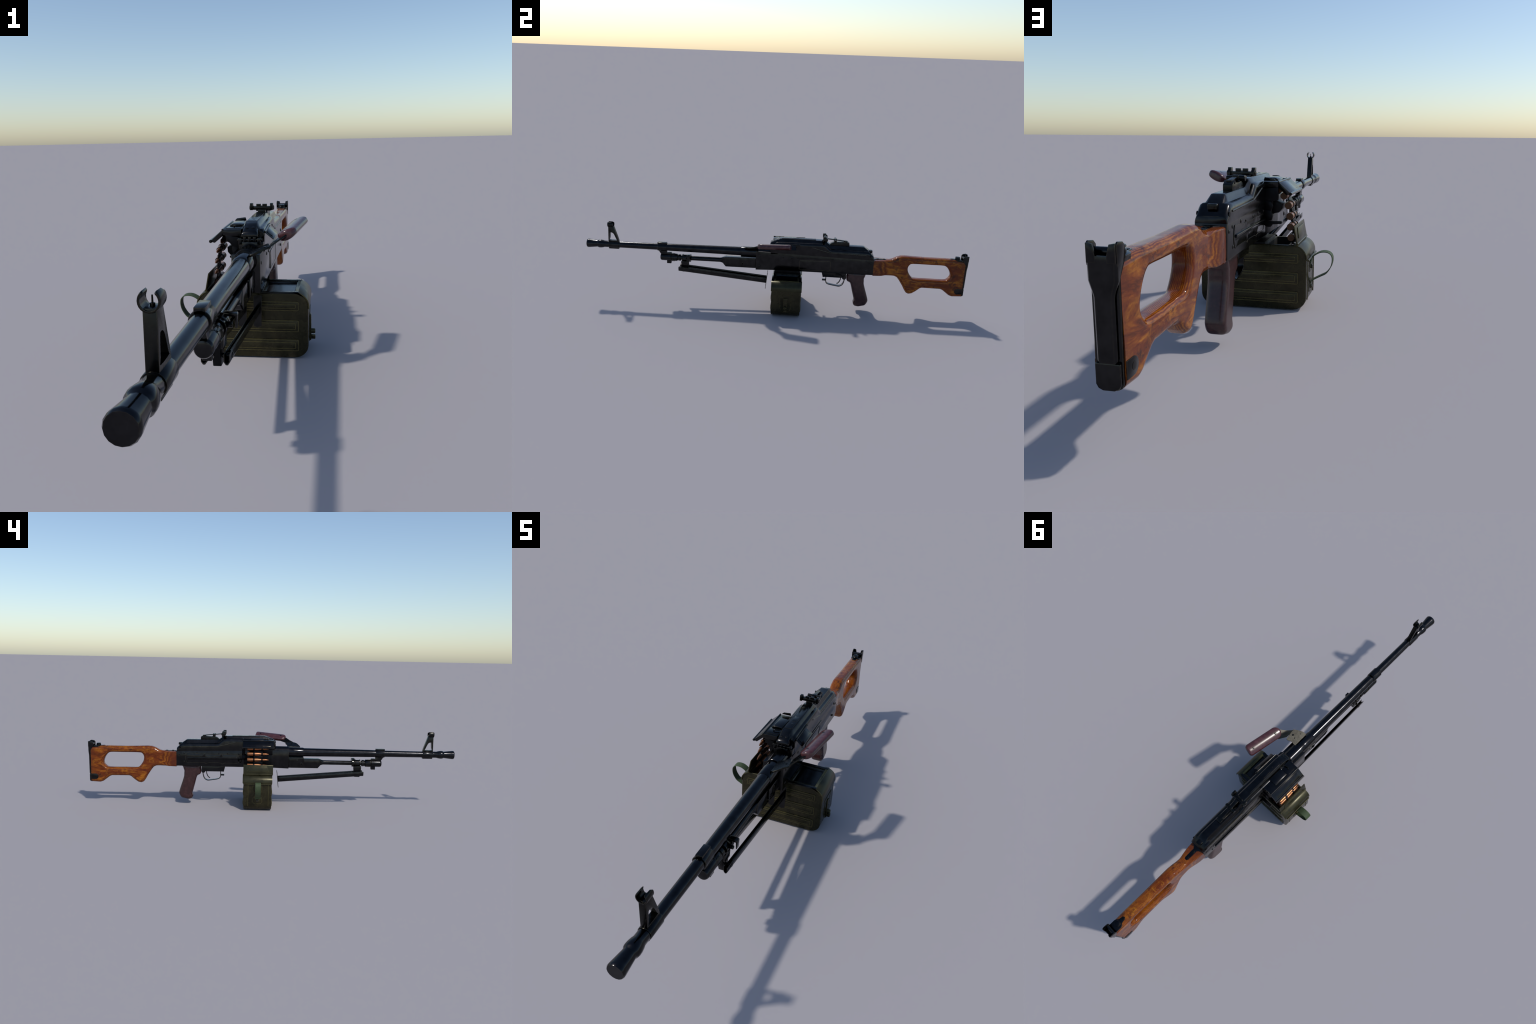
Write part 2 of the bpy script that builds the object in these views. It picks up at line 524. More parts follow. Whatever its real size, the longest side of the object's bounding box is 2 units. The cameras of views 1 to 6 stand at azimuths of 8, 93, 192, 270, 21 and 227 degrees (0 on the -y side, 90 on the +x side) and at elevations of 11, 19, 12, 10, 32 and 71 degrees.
# ------------------------------------------------------------------ gas system
gb = lathe("gas_block", [(-0.6205, 0.0145), (-0.6205, 0.0205), (-0.619, 0.0216), (-0.573, 0.0216), (-0.5715, 0.0208), (-0.5715, 0.0145)], C, AZ, STEEL, None, 28)
box("gas_block_flat", C - 0.0105, C + 0.0105, -0.6205, -0.5715, 0.3080, 0.3218, STEEL, gb, 0.0008)
prism("gas_block_neck", [(-0.6205, 0.2865), (-0.6205, 0.2810), (-0.6130, 0.2730), (-0.6085, 0.2660), (-0.6045, 0.2595), (-0.598, 0.2540), (-0.596, 0.244), (-0.556, 0.244), (-0.556, 0.264), (-0.5715, 0.2660), (-0.5715, 0.2865)],
      "x", C - 0.0085, C + 0.0085, STEEL, gb, 0.0018)
gas = lathe("gas_cylinder", [(-0.6060, 0), (-0.6060, 0.0120), (-0.6045, 0.0162), (-0.6005, 0.0186), (-0.596, 0.0193), (-0.5495, 0.0193), (-0.5495, 0)], C, GZ, STEEL, gb, 28)
prism("regulator_clip", [(-0.5720, 0.2070), (-0.5490, 0.2070), (-0.5470, 0.2240), (-0.5470, 0.2640), (-0.5500, 0.2680), (-0.5670, 0.2680), (-0.5670, 0.2640), (-0.5720, 0.2250)], "x", C - 0.0100, C + 0.0080, STEEL, gb, 0.0012)
lathe("gas_regulator", [(-0.5480, 0), (-0.5480, 0.0175), (-0.5460, 0.0200), (-0.5190, 0.0204), (-0.5160, 0.0185), (-0.5130, 0.0150), (-0.5110, 0.0150), (-0.5095, 0.0178), (-0.4975, 0.0178), (-0.4960, 0.0125), (-0.4960, 0)], C, GZ, STEEL, gb, 12)
for i in range(6):
    a = math.radians(60 * i + 15)
    box("regulator_tooth", C - 0.0022, C + 0.0022, -0.5460, -0.5290, 0.0196, 0.0216, GREY, gb, 0.0004, 1,
        lambda co, a=a: Vector((C + (co.x - C) * math.cos(a) - co.z * math.sin(a), co.y, GZ + (co.x - C) * math.sin(a) + co.z * math.cos(a))))
tube = lathe("gas_tube", [(-0.4970, 0), (-0.4970, 0.0122), (-0.2880, 0.0122), (-0.2600, 0.0150), (-0.2600, 0)], C, GZ, STEEL, None, 24)
# forged transition and squared tube guide
def sq(y, hx, z0, z1, r):
    return [(a, y, b) for a, b in rrect(C - hx, C + hx, z0, z1, r, 4)]
loft("tube_transition", [sq(-0.2885, 0.0118, GZ - 0.0118, GZ + 0.0118, 0.0112), sq(-0.2790, 0.0125, GZ - 0.0130, GZ + 0.0140, 0.0095),
                         sq(-0.2690, 0.0150, 0.2255, 0.2590, 0.006), sq(-0.2600, 0.0172, 0.2170, 0.2614, 0.003), sq(-0.2540, 0.0180, 0.2110, 0.2620, 0.002)], STEEL, tube)
prism("tube_guide", [(-0.2615, 0.2616), (-0.2690, 0.2260), (-0.2555, 0.2100), (-0.090, 0.2100), (-0.090, 0.2616)], "x", C - 0.0178, C + 0.0178, STEEL, tube, 0.0016)
for s in (-1, 1):
    x0 = C + s * 0.0170
    pl = prism("latch_plate", [(-0.1790, 0.2240), (-0.1740, 0.2180), (-0.1500, 0.2180), (-0.1420, 0.2240), (-0.0920, 0.2240), (-0.0920, 0.2660), (-0.1780, 0.2660), (-0.1790, 0.2640)],
               "x", min(x0, x0 + s * 0.0065), max(x0, x0 + s * 0.0065), STEEL, tube, 0.0016)
    disc("guide_pin", "x", (x0 + s * 0.0065, -0.1648, 0.2340), 0.0078, s * 0.0022, STEEL, pl, 18)
    disc("guide_pin_head", "x", (x0 + s * 0.0085, -0.1648, 0.2340), 0.0052, s * 0.0018, DARK, pl, 18)
    box("guide_rib", min(x0 + s * 0.0045, x0 + s * 0.0078), max(x0 + s * 0.0045, x0 + s * 0.0078), -0.1430, -0.1385, 0.2330, 0.2590, STEEL, pl, 0.0008)

# ------------------------------------------------------------------ bipod
bipod = lathe("bipod", [(-0.4885, 0.0128), (-0.4885, 0.0202), (-0.4850, 0.0206), (-0.4830, 0.0178), (-0.4645, 0.0178), (-0.4630, 0.0205), (-0.4600, 0.0205),
                        (-0.4585, 0.0165), (-0.4540, 0.0165), (-0.4525, 0.0200), (-0.4440, 0.0206), (-0.4425, 0.0180), (-0.4425, 0.0115)], C, GZ, STEEL, None, 22)
prism("bipod_yoke", [(-0.4960, 0.2180), (-0.4950, 0.1900), (-0.4890, 0.1640), (-0.4600, 0.1640), (-0.4560, 0.1900), (-0.4540, 0.2240), (-0.4880, 0.2260)], "x", C - 0.0086, C + 0.0086, DARK, bipod, 0.0016)
prism("bipod_yoke_shell", [(-0.4940, 0.2260), (-0.4930, 0.2010), (-0.4600, 0.2000), (-0.4560, 0.2240)], "x", C - 0.0150, C + 0.0150, STEEL, bipod, 0.0016)
# clamp ear with a pin on the right
prism("clamp_ear", [(C + 0.010, 0.2655), (C + 0.0360, 0.2640), (C + 0.0380, 0.2610), (C + 0.0360, 0.2330), (C + 0.0330, 0.2330), (C + 0.0325, 0.2560), (C + 0.018, 0.2580), (C + 0.010, 0.2500)], "y", -0.4600, -0.4440, STEEL, bipod, 0.0010)
lathe("clamp_pin", [(C + 0.012, 0.0062), (C + 0.0290, 0.0062), (C + 0.0300, 0.0050), (C + 0.0300, 0)], 0, 0.2440, STEEL, bipod, 14, "x", -0.4680)
rod("leg_hinge", [(C - 0.030, -0.478, 0.1835), (C + 0.030, -0.478, 0.1835)], 0.0050, STEEL, bipod, 14)
for s in (-1, 1):
    # folded sheet channel, open at the top, narrowing downwards
    def leg_section(y, xc, z0, z1):
        w = 0.0062
        sec = [(-w, z1), (-w, z0 + 0.006), (-w * 0.35, z0), (w * 0.35, z0), (w, z0 + 0.006), (w, z1),
               (w - 0.0018, z1), (w - 0.0018, z0 + 0.0072), (w * 0.2, z0 + 0.0028), (-w * 0.2, z0 + 0.0028), (-w + 0.0018, z0 + 0.0072), (-w + 0.0018, z1)]
        return [(xc + a, y, b) for a, b in sec]
    lg = loft("bipod_leg", [leg_section(-0.5065, C + s * 0.0225, 0.1735, 0.1960), leg_section(-0.4700, C + s * 0.0223, 0.1706, 0.1936),
                            leg_section(-0.0385, C + s * 0.0205, 0.1315, 0.1560)], STEEL, bipod, 0.0005)
    foot = prism("bipod_foot", [(0.0, -0.045), (0.0112, -0.041), (0.0112, 0.041), (0.0, 0.045), (-0.0112, 0.041), (-0.0112, -0.041)], "y", -0.0012, 0.0012, STEEL, lg, 0.0004, 1,
          lambda co, s=s: Vector((C + s * 0.0205 + co.x, -0.0368 + co.y + co.z * 0.10, 0.1435 + co.z)))
    disc("leg_rivet", "x", (C + s * 0.0283, -0.474, 0.1835), 0.0060, s * 0.0022, STEEL, lg, 14)
# cleaning rod carried inside the folded right leg
rod("cleaning_rod", [(C + 0.0222, -0.460, 0.1850), (C + 0.0207, -0.045, 0.1460)], 0.0028, SIGHT, bipod, 8)

# ------------------------------------------------------------------ receiver
X0, X1 = C - HW, C + HW
rec_side = [(0.5170, 0.2970), (0.5170, 0.2140), (0.2520, 0.2128), (0.010, 0.2125), (-0.0945, 0.2090), (-0.0945, 0.3110), (0.150, 0.3035), (0.500, 0.2970)]
rec = prism("receiver", rec_side, "x", X0, X1, STEEL, None, 0.0016)
lathe("trunnion", [(-0.0955, 0.020), (-0.0955, 0.0296), (-0.0940, 0.0308), (-0.0200, 0.0316), (-0.0160, 0.0316), (-0.0160, 0.02)], C, AZ, BARREL, rec, 28)
prism("trunnion_block", [(C - 0.030, 0.300), (C + 0.0375, 0.300), (C + 0.0375, 0.3300), (C - 0.030, 0.3320)], "y", -0.0185, 0.020, STEEL, rec, 0.0015)
# left side: embossed stiffening panel with lobes, dust-cover rail
def panel_outline():
    base = [(0.462, 0.282), (0.448, 0.2865), (0.375, 0.2800), (0.362, 0.2860), (0.348, 0.2800), (0.280, 0.2800), (0.270, 0.2850), (0.258, 0.2800), (0.190, 0.2785), (0.176, 0.2700),
            (0.176, 0.2420), (0.190, 0.2335), (0.252, 0.2330), (0.264, 0.2270), (0.278, 0.2330), (0.340, 0.2330), (0.354, 0.2275), (0.368, 0.2330), (0.440, 0.2330), (0.456, 0.2310), (0.464, 0.2400), (0.468, 0.258)]
    return [tuple(q) for q in catmull(base, 4, True)]
prism("side_emboss", panel_outline(), "x", X0 - 0.0012, X0 + 0.002, STEEL, rec, 0.0008)
ring_prism("emboss_rim", panel_outline(), "x", X0 - 0.0016, X0 + 0.001, 0.0011, RIM, rec)
prism("dust_rail", [(0.4590, 0.2600), (0.4560, 0.2640), (0.1680, 0.2650), (0.1670, 0.2580), (0.4560, 0.2560)], "x", X0 - 0.0062, X0 + 0.001, STEEL, rec, 0.0012)
prism("dust_slot", [(0.4540, 0.2555), (0.1690, 0.2575), (0.1690, 0.2540), (0.4540, 0.2495)], "x", X0 - 0.0020, X0 + 0.001, DARK, rec, 0.0004)
for y, z in ((0.5015, 0.2775), (0.4752, 0.2850), (0.4750, 0.2380), (0.2884, 0.2852), (0.2391, 0.2865), (0.405, 0.2880), (0.178, 0.2850)):
    disc("rivet", "x", (X0 - (0.0 if y > 0.47 or z > 0.283 else 0.001), y, z), 0.0046, -0.0018, STEEL, rec, 12, 0.5)
# right side
prism("slot_groove", [(0.1200, 0.2870), (0.3100, 0.2885), (0.3100, 0.2860), (0.1200, 0.2840)], "x", X1 - 0.001, X1 + 0.0008, DARK, rec, 0.0003)
prism("slot_rail", [(0.1180, 0.2905), (0.3120, 0.2915), (0.3120, 0.2884), (0.1180, 0.2872)], "x", X1 - 0.001, X1 + 0.0030, STEEL, rec, 0.0008)
prism("side_plate", rrect(0.1330, 0.2950, 0.2240, 0.2770, 0.006), "x", X1 - 0.001, X1 + 0.0014, STEEL, rec, 0.0008)
ring_prism("plate_rim", rrect(0.1330, 0.2950, 0.2240, 0.2770, 0.006), "x", X1 + 0.0008, X1 + 0.0018, 0.0010, RIM, rec)
for y, z in ((-0.0738, 0.2860), (0.0494, 0.2868), (0.0936, 0.2860), (-0.0738, 0.2325), (0.4788, 0.2885), (0.5020, 0.2785), (0.4775, 0.2360)):
    disc("rivet", "x", (X1, y, z), 0.0048, 0.0024, STEEL, rec, 12, 0.5)

# feed mechanism on the left
feed = prism("feed_tray", [(X0 + 0.010, 0.347), (-0.0440, 0.347), (-0.0415, 0.3320), (-0.0330, 0.3270), (-0.0250, 0.3180), (X0 + 0.010, 0.3100)], "y", -0.010, -0.0060, DARK, rec, 0.0008)
prism("feed_tray_rear", [(X0 + 0.004, 0.3500), (-0.0500, 0.3500), (-0.0505, 0.3130), (-0.0350, 0.3090), (-0.0330, 0.2900), (-0.0290, 0.2780), (X0 + 0.004, 0.2680)], "y", 0.1450, 0.1540, DARK, feed, 0.0012)
prism("feed_tray_floor", [(X0 + 0.004, 0.3200), (-0.0280, 0.3170), (-0.0400, 0.3060), (-0.0555, 0.2990), (-0.0545, 0.2850), (-0.0450, 0.2740), (-0.0330, 0.2720), (-0.0280, 0.2680), (X0 + 0.004, 0.2640)], "y", 0.0780, 0.1200, DARK, feed, 0.0010)
prism("feed_shelf", [(X0 + 0.004, 0.3200), (-0.0250, 0.3170), (-0.0270, 0.3060), (-0.0220, 0.2860), (X0 + 0.004, 0.2800)], "y", -0.0050, 0.0950, DARK, feed, 0.0012)
box("feed_side_dark_overlay", X0 - 0.0016, X0 + 0.002, -0.0020, 0.1500, 0.2140, 0.2830, DARK, feed, 0.0006)  # plate darkened to show box and belt mirrored in the receiver side
prism("feed_pawl", [(X0, 0.3120), (-0.0300, 0.3090), (-0.0370, 0.2970), (-0.0350, 0.2900), (-0.0300, 0.2880), (X0, 0.2860)], "y", 0.1540, 0.1600, DARK, feed, 0.0016)
prism("tray_bracket", [(X0 + 0.002, 0.2860), (-0.0290, 0.2840), (-0.0354, 0.2700), (-0.0330, 0.2560), (X0 + 0.002, 0.2540)], "y", 0.1380, 0.1600, DARK, feed, 0.0016)
chg = prism("charging_handle", [(X0 + 0.002, 0.2560), (-0.0360, 0.2560), (-0.0640, 0.2572), (-0.0655, 0.2540), (-0.0640, 0.2500), (-0.0390, 0.2480), (-0.0340, 0.2405), (-0.0240, 0.2400), (X0 + 0.002, 0.2470)], "y", 0.1640, 0.1760, DARK, rec, 0.0016)

# ------------------------------------------------------------------ top cover
def cover_section(y, zb, zs, zt, hw=HW + 0.0006, th=0.0172, bh=0.0235, sw=0.0265):
    half = [(hw, zb), (hw, zs - 0.0150), (hw - 0.0012, zs - 0.0090), (hw - 0.0045, zs - 0.0030), (hw - 0.0090, zs), (bh + 0.0010, zs + 0.0004),
            (bh - 0.0012, zs + min(0.0030, (zt - zs) * 0.25)), (th + 0.0015, zt - (zt - zs) * 0.22), (th - 0.0010, zt - (zt - zs) * 0.03), (th - 0.005, zt)]
    L = [(C + a, y, b) for a, b in half]
    R = [(C - a, y, b) for a, b in half[::-1]]
    return L + R
def seam(y):
    return 0.2945 + (0.5 - y) * 0.0235
st = [cover_section(0.5150, 0.2925, 0.3110, 0.3125, HW - 0.0006), cover_section(0.5135, 0.2925, 0.3138, 0.3150), cover_section(0.5000, 0.2945, 0.3260, 0.3275), cover_section(0.4890, seam(0.489), 0.3360, 0.3375), cover_section(0.4860, seam(0.486), 0.3376, 0.3398),
      cover_section(0.4640, seam(0.464), 0.3382, 0.3560), cover_section(0.4600, seam(0.46), 0.3382, 0.3572), cover_section(0.4500, seam(0.45), 0.3385, 0.3574), cover_section(0.3000, seam(0.3), 0.3400, 0.3582),
      cover_section(0.2860, seam(0.286), 0.3430, 0.3610), cover_section(0.2640, seam(0.264), 0.3635, 0.3765), cover_section(0.2560, seam(0.256), 0.3668, 0.3790),
      cover_section(0.2200, seam(0.22), 0.3672, 0.3796), cover_section(0.0300, seam(0.03), 0.3652, 0.3800), cover_section(0.0100, seam(0.01), 0.3620, 0.3725), cover_section(0.0040, seam(0.004), 0.3560, 0.3690)]
cover = loft("top_cover", st, STEEL, None, 0, True, 30)
# front nose of the cover
def nose_section(y, zb, zt, hb, ht):
    half = [(hb, zb), (hb, zb + (zt - zb) * 0.35), (ht + (hb - ht) * 0.45, zb + (zt - zb) * 0.75), (ht, zt - 0.0022), (ht - 0.004, zt)]
    return [(C + a, y, b) for a, b in half] + [(C - a, y, b) for a, b in half[::-1]]
loft("cover_nose", [nose_section(0.0360, 0.3440, 0.3792, 0.0238, 0.0165), nose_section(0.0280, 0.3440, 0.3796, 0.0238, 0.0165), nose_section(0.0120, 0.3440, 0.3735, 0.0238, 0.0165), nose_section(-0.0120, 0.3440, 0.3625, 0.0236, 0.0180),
                    nose_section(-0.0190, 0.3440, 0.3585, 0.0230, 0.0190), nose_section(-0.0222, 0.3450, 0.3540, 0.0222, 0.0190), nose_section(-0.0228, 0.3460, 0.3505, 0.0210, 0.0180)], STEEL, cover, 0, True, 40)
for s in (-1, 1):
    box("hinge_lug", C + s * 0.0260 - 0.0050, C + s * 0.0260 + 0.0050, -0.0220, 0.0080, 0.3240, 0.3420, STEEL, cover, 0.0012)
rod("hinge_pin", [(C - 0.034, -0.0150, 0.3365), (C + 0.034, -0.0150, 0.3365)], 0.0046, STEEL, cover, 14)
for s in (-1, 0, 1):
    box("hinge_knuckle", C + s * 0.0135 - 0.004, C + s * 0.0135 + 0.004, -0.0205, -0.004, 0.3300, 0.3470, STEEL, cover, 0.0014)
# raised strip along the crown, latch slot, bead along the flanks
prism("crown_plate", rrect(C - 0.0135, C + 0.0135, 0.0340, 0.2140, 0.004), "z", 0.3775, 0.3814, STEEL, cover, 0.0010)
prism("crown_window", rrect(C - 0.0085, C + 0.0085, 0.0880, 0.1280, 0.002), "z", 0.3795, 0.3821, STEEL, cover, 0.0006)
disc("crown_rivet", "z", (C + 0.002, 0.0680, 0.3806), 0.0038, 0.0016, STEEL, cover, 12)
for s in (-1, 1):
    o = disc("nose_rivet", "z", (C + s * 0.0088, -0.0030, 0.3668), 0.0048, 0.0012, STEEL, cover, 14)
    o.data.transform(Matrix.Translation((0, -0.003, 0.3668)) @ Matrix.Rotation(math.radians(25), 4, "X") @ Matrix.Translation((0, 0.003, -0.3668)))
def bead(path, s):
    rod("flank_bead", catmull([(C + s * (HW + 0.0002), y, z) for y, z in path], 4), 0.0026, RIM, cover, 8)
bead([(0.4770, 0.3210), (0.3000, 0.3245), (0.2820, 0.3265), (0.1960, 0.3480)], -1)
bead([(0.4760, 0.3205), (0.3000, 0.3235), (0.2820, 0.3255), (0.1960, 0.3470)], 1)
for s in (-1, 1):
    disc("cover_pin", "x", (C + s * HW, 0.4972, 0.3155), 0.0058, s * 0.0012, DARK, cover, 14)
box("cover_catch", C - 0.0112, C + 0.0112, 0.4880, 0.5075, 0.3258, 0.3390, STEEL, cover, 0.0020)
for k in range(4):
    box("catch_rib", C - 0.0100, C + 0.0100, 0.5065, 0.5082, 0.3275 + 0.0028 * k, 0.3288 + 0.0028 * k, SIGHT, cover, 0.0003, 1)
for s in (-1, 1):
    prism("shoulder_step", [(0.296, 0.3390), (0.262, 0.3645), (0.256, 0.3660), (0.262, 0.3560), (0.290, 0.3370)], "x", C + s * 0.030 - 0.0010, C + s * 0.030 + 0.0010, STEEL, cover, 0.0006)

# feed cover wing on the left
fc = prism("feed_cover", [(X0 + 0.014, 0.3640), (-0.0500, 0.3630), (-0.0515, 0.3600), (-0.0510, 0.3500), (-0.0460, 0.3470), (X0 + 0.014, 0.3400)], "y", -0.0100, 0.1540, STEEL, cover, 0.0012)
prism("feed_dome", [(X0 + 0.012, 0.3700), (-0.0120, 0.3715), (-0.0300, 0.3715), (-0.0380, 0.3690), (-0.0420, 0.3640), (-0.0420, 0.3610), (X0 + 0.012, 0.3610)], "y", 0.0450, 0.1120, STEEL, fc, 0.0022, 3)
pl = prism("feed_flap", [(-0.0495, 0.3640), (-0.0520, 0.3625), (-0.0850, 0.3325), (-0.0845, 0.3290), (-0.0735, 0.3265), (-0.0500, 0.3480)], "y", -0.0100, 0.1550, STEEL, fc, 0.0010)
prism("flap_panel", [(-0.0555, 0.3600), (-0.0790, 0.3385), (-0.0780, 0.3370), (-0.0545, 0.3585)], "y", 0.0060, 0.1400, STEEL, fc, 0.0006)
rod("flap_tube", [(-0.0850, -0.0100, 0.3305), (-0.0850, 0.1565, 0.3305)], 0.0046, STEEL, fc, 14)
rod("flap_rod", [(-0.0512, -0.0110, 0.3628), (-0.0512, 0.1550, 0.3628)], 0.0026, STEEL, fc, 10)
prism("feed_lug", [(-0.0090, 0.3650), (-0.0120, 0.3755), (-0.0380, 0.3725), (-0.0455, 0.3650)], "y", 0.1530, 0.1558, STEEL, fc, 0.0010)
disc("lug_screw", "y", (-0.0285, 0.1558, 0.3695), 0.0030, 0.0020, SIGHT, fc, 12)
rod("feed_latch_wire", catmull([(-0.0250, 0.0240, 0.3630), (-0.0245, 0.0240, 0.3690), (-0.0210, 0.0200, 0.3700), (-0.0080, 0.0230, 0.3705), (-0.0050, 0.0260, 0.3690)], 4), 0.0021, GREY, fc, 8)
box("feed_recess", -0.0440, X0 + 0.010, 0.0000, 0.0430, 0.3620, 0.3652, STEEL, fc, 0.0008)
# ejection flap, swung open on the right
def quad_plate(name, a, b, c, d, t, mat, parent, bevel=0.0006):
    A = [Vector(p) for p in (a, b, c, d)]
    n = (A[1] - A[0]).cross(A[3] - A[0]).normalized() * t
    return loft(name, [[p for p in A], [p + n for p in A]], mat, parent, bevel)
ej = quad_plate("ejection_flap", (0.0610, 0.0165, 0.3535), (0.0610, 0.1080, 0.3600), (0.0885, 0.1150, 0.3370), (0.0855, 0.0155, 0.3330), 0.0022, STEEL, cover)
quad_plate("flap_inset", (0.0660, 0.0280, 0.3528), (0.0665, 0.0960, 0.3575), (0.0835, 0.1010, 0.3425), (0.0820, 0.0270, 0.3395), 0.0030, STEEL, ej)
rod("flap_hinge", [(0.0620, 0.0120, 0.3535), (0.0620, 0.1180, 0.3590)], 0.0028, STEEL, ej, 10)
rod("flap_spring", [(0.0625, 0.1080, 0.3560), (0.0625, 0.1300, 0.3560)], 0.0036, STEEL, ej, 10)
disc("flap_stop", "x", (C + HW, 0.128, 0.3560), 0.0060, 0.0030, SIGHT, cover, 14)

# ------------------------------------------------------------------ rear sight
rs = prism("rear_sight", [(0.3870, 0.3560), (0.3865, 0.3715), (0.3800, 0.3755), (0.3720, 0.3800), (0.3660, 0.3800), (0.3560, 0.3755), (0.3400, 0.3745), (0.3230, 0.3745), (0.3200, 0.3790), (0.3090, 0.3790), (0.3060, 0.3730), (0.2970, 0.3700), (0.2870, 0.3620), (0.2830, 0.3540)],
           "x", C - 0.0122, C + 0.0122, SIGHT, None, 0.0010)
loft("sight_leaf", [[(C - 0.0070, 0.3760, 0.3770), (C + 0.0070, 0.3760, 0.3770), (C + 0.0070, 0.3760, 0.3815), (C - 0.0070, 0.3760, 0.3815)],
                    [(C - 0.0062, 0.2700, 0.3870), (C + 0.0062, 0.2700, 0.3870), (C + 0.0062, 0.2700, 0.3912), (C - 0.0062, 0.2700, 0.3912)]], SIGHT, rs, 0.0005)
rod("leaf_pivot", [(C - 0.0135, 0.3690, 0.3765), (C + 0.0135, 0.3690, 0.3765)], 0.0045, SIGHT, rs, 12)
lathe("range_drum", [(C - 0.0245, 0.0070), (C - 0.0235, 0.0078), (C - 0.0090, 0.0078), (C - 0.0080, 0.0050), (C + 0.0080, 0.0050), (C + 0.0090, 0.0066), (C + 0.0235, 0.0066), (C + 0.0250, 0.0055)], 0, 0.3825, SIGHT, rs, 16, "x", 0.3130)
box("range_slider", C - 0.0085, C + 0.0085, 0.3050, 0.3210, 0.3790, 0.3905, SIGHT, rs, 0.0012)
box("sight_stem", C - 0.0120, C + 0.0120, 0.2540, 0.2720, 0.3720, 0.3870, SIGHT, rs, 0.0016)
rod("sight_axle", [(C - 0.036, 0.2625, 0.3910), (C + 0.036, 0.2625, 0.3910)], 0.0058, SIGHT, rs, 14)
box("sight_bar", C - 0.0300, C + 0.0300, 0.2540, 0.2700, 0.3855, 0.3968, SIGHT, rs, 0.0014)
for s in (-1, 1):
    prism("sight_ear", [(0.2490, 0.3850), (0.2740, 0.3850), (0.2730, 0.3960), (0.2650, 0.4020), (0.2650, 0.4065), (0.2490, 0.4065)], "x", C + s * 0.0315 - 0.0046, C + s * 0.0315 + 0.0046, SIGHT, rs, 0.0010)
    disc("windage_knob", "x", (C + s * 0.0355, 0.2620, 0.3920), 0.0070, s * 0.0035, SIGHT, rs, 16)
for s in (-1, 1):
    box("notch_plate", C + s * 0.0095 - 0.0072, C + s * 0.0095 + 0.0072, 0.2560, 0.2620, 0.3940, 0.4040, SIGHT, rs, 0.0006)
box("notch_base", C - 0.0160, C + 0.0160, 0.2562, 0.2618, 0.3920, 0.3985, SIGHT, rs, 0.0006)

# ------------------------------------------------------------------ trigger group
tg = prism("trigger_housing", [(0.3820, 0.2150), (0.3820, 0.1790), (0.3780, 0.1745), (0.3680, 0.1750), (0.3620, 0.1815), (0.2690, 0.1818), (0.2600, 0.1802), (0.2535, 0.2050), (0.2535, 0.2150)],
           "x", C - 0.0175, C + 0.0175, STEEL, None, 0.0014)
lathe("safety_disc", [(C - 0.0185, 0), (C - 0.0185, 0.011), (C + 0.0190, 0.011), (C + 0.0200, 0.010), (C + 0.0200, 0)], 0, 0.1840, STEEL, tg, 20, "x", 0.3720)
prism("safety_lever", [(0.3280, 0.2040), (0.3440, 0.2050), (0.3600, 0.1990), (0.3700, 0.1900), (0.3660, 0.1860), (0.3520, 0.1960), (0.3280, 0.2000)], "x", C + 0.0172, C + 0.0210, DARK, tg, 0.0010)
guard = catmull([(0.3765, 0.1800), (0.3755, 0.1720), (0.3715, 0.1520), (0.3640, 0.1385), (0.3530, 0.1315), (0.3420, 0.1305), (0.3150, 0.1345), (0.2920, 0.1390), (0.2820, 0.1450), (0.2780, 0.1540), (0.2775, 0.1680), (0.2775, 0.1830)], 4)
strip("trigger_guard", guard, "x", C, 0.0180, 0.0042, STEEL, tg)
strip("trigger", catmull([(0.3560, 0.1830), (0.3545, 0.1690), (0.3500, 0.1560), (0.3430, 0.1470), (0.3360, 0.1425)], 4), "x", C, 0.0090, 0.0042, STEEL, tg)
box("guard_latch", C - 0.0060, C + 0.0060, 0.2580, 0.2790, 0.1570, 0.1655, STEEL, tg, 0.0012)

# ------------------------------------------------------------------ pistol grip
gp = [(0.4830, 0.2150), (0.4825, 0.2050), (0.4800, 0.1940), (0.4762, 0.1845), (0.4770, 0.1700), (0.4778, 0.1537), (0.4860, 0.1250), (0.5035, 0.0708), (0.5040, 0.0536), (0.4932, 0.0347),
      (0.4760, 0.0290), (0.4578, 0.0250), (0.4375, 0.0285), (0.4300, 0.0411), (0.4345, 0.0583), (0.4324, 0.0653), (0.4200, 0.1100), (0.4072, 0.1551), (0.3905, 0.1656), (0.3855, 0.1794), (0.3872, 0.2066), (0.3872, 0.2150)]
me = carved([[tuple(q) for q in catmull(gp, 3, True)]], 0.0262, 0.0135, 0.0022, 6)
# local (a,b,thickness) -> world (thickness,a,b)
M = Matrix(((0, 0, 1, C), (1, 0, 0, 0), (0, 1, 0, 0), (0, 0, 0, 1)))
me.transform(M)
new_obj("pistol_grip", me, GRIPM, None, 60)

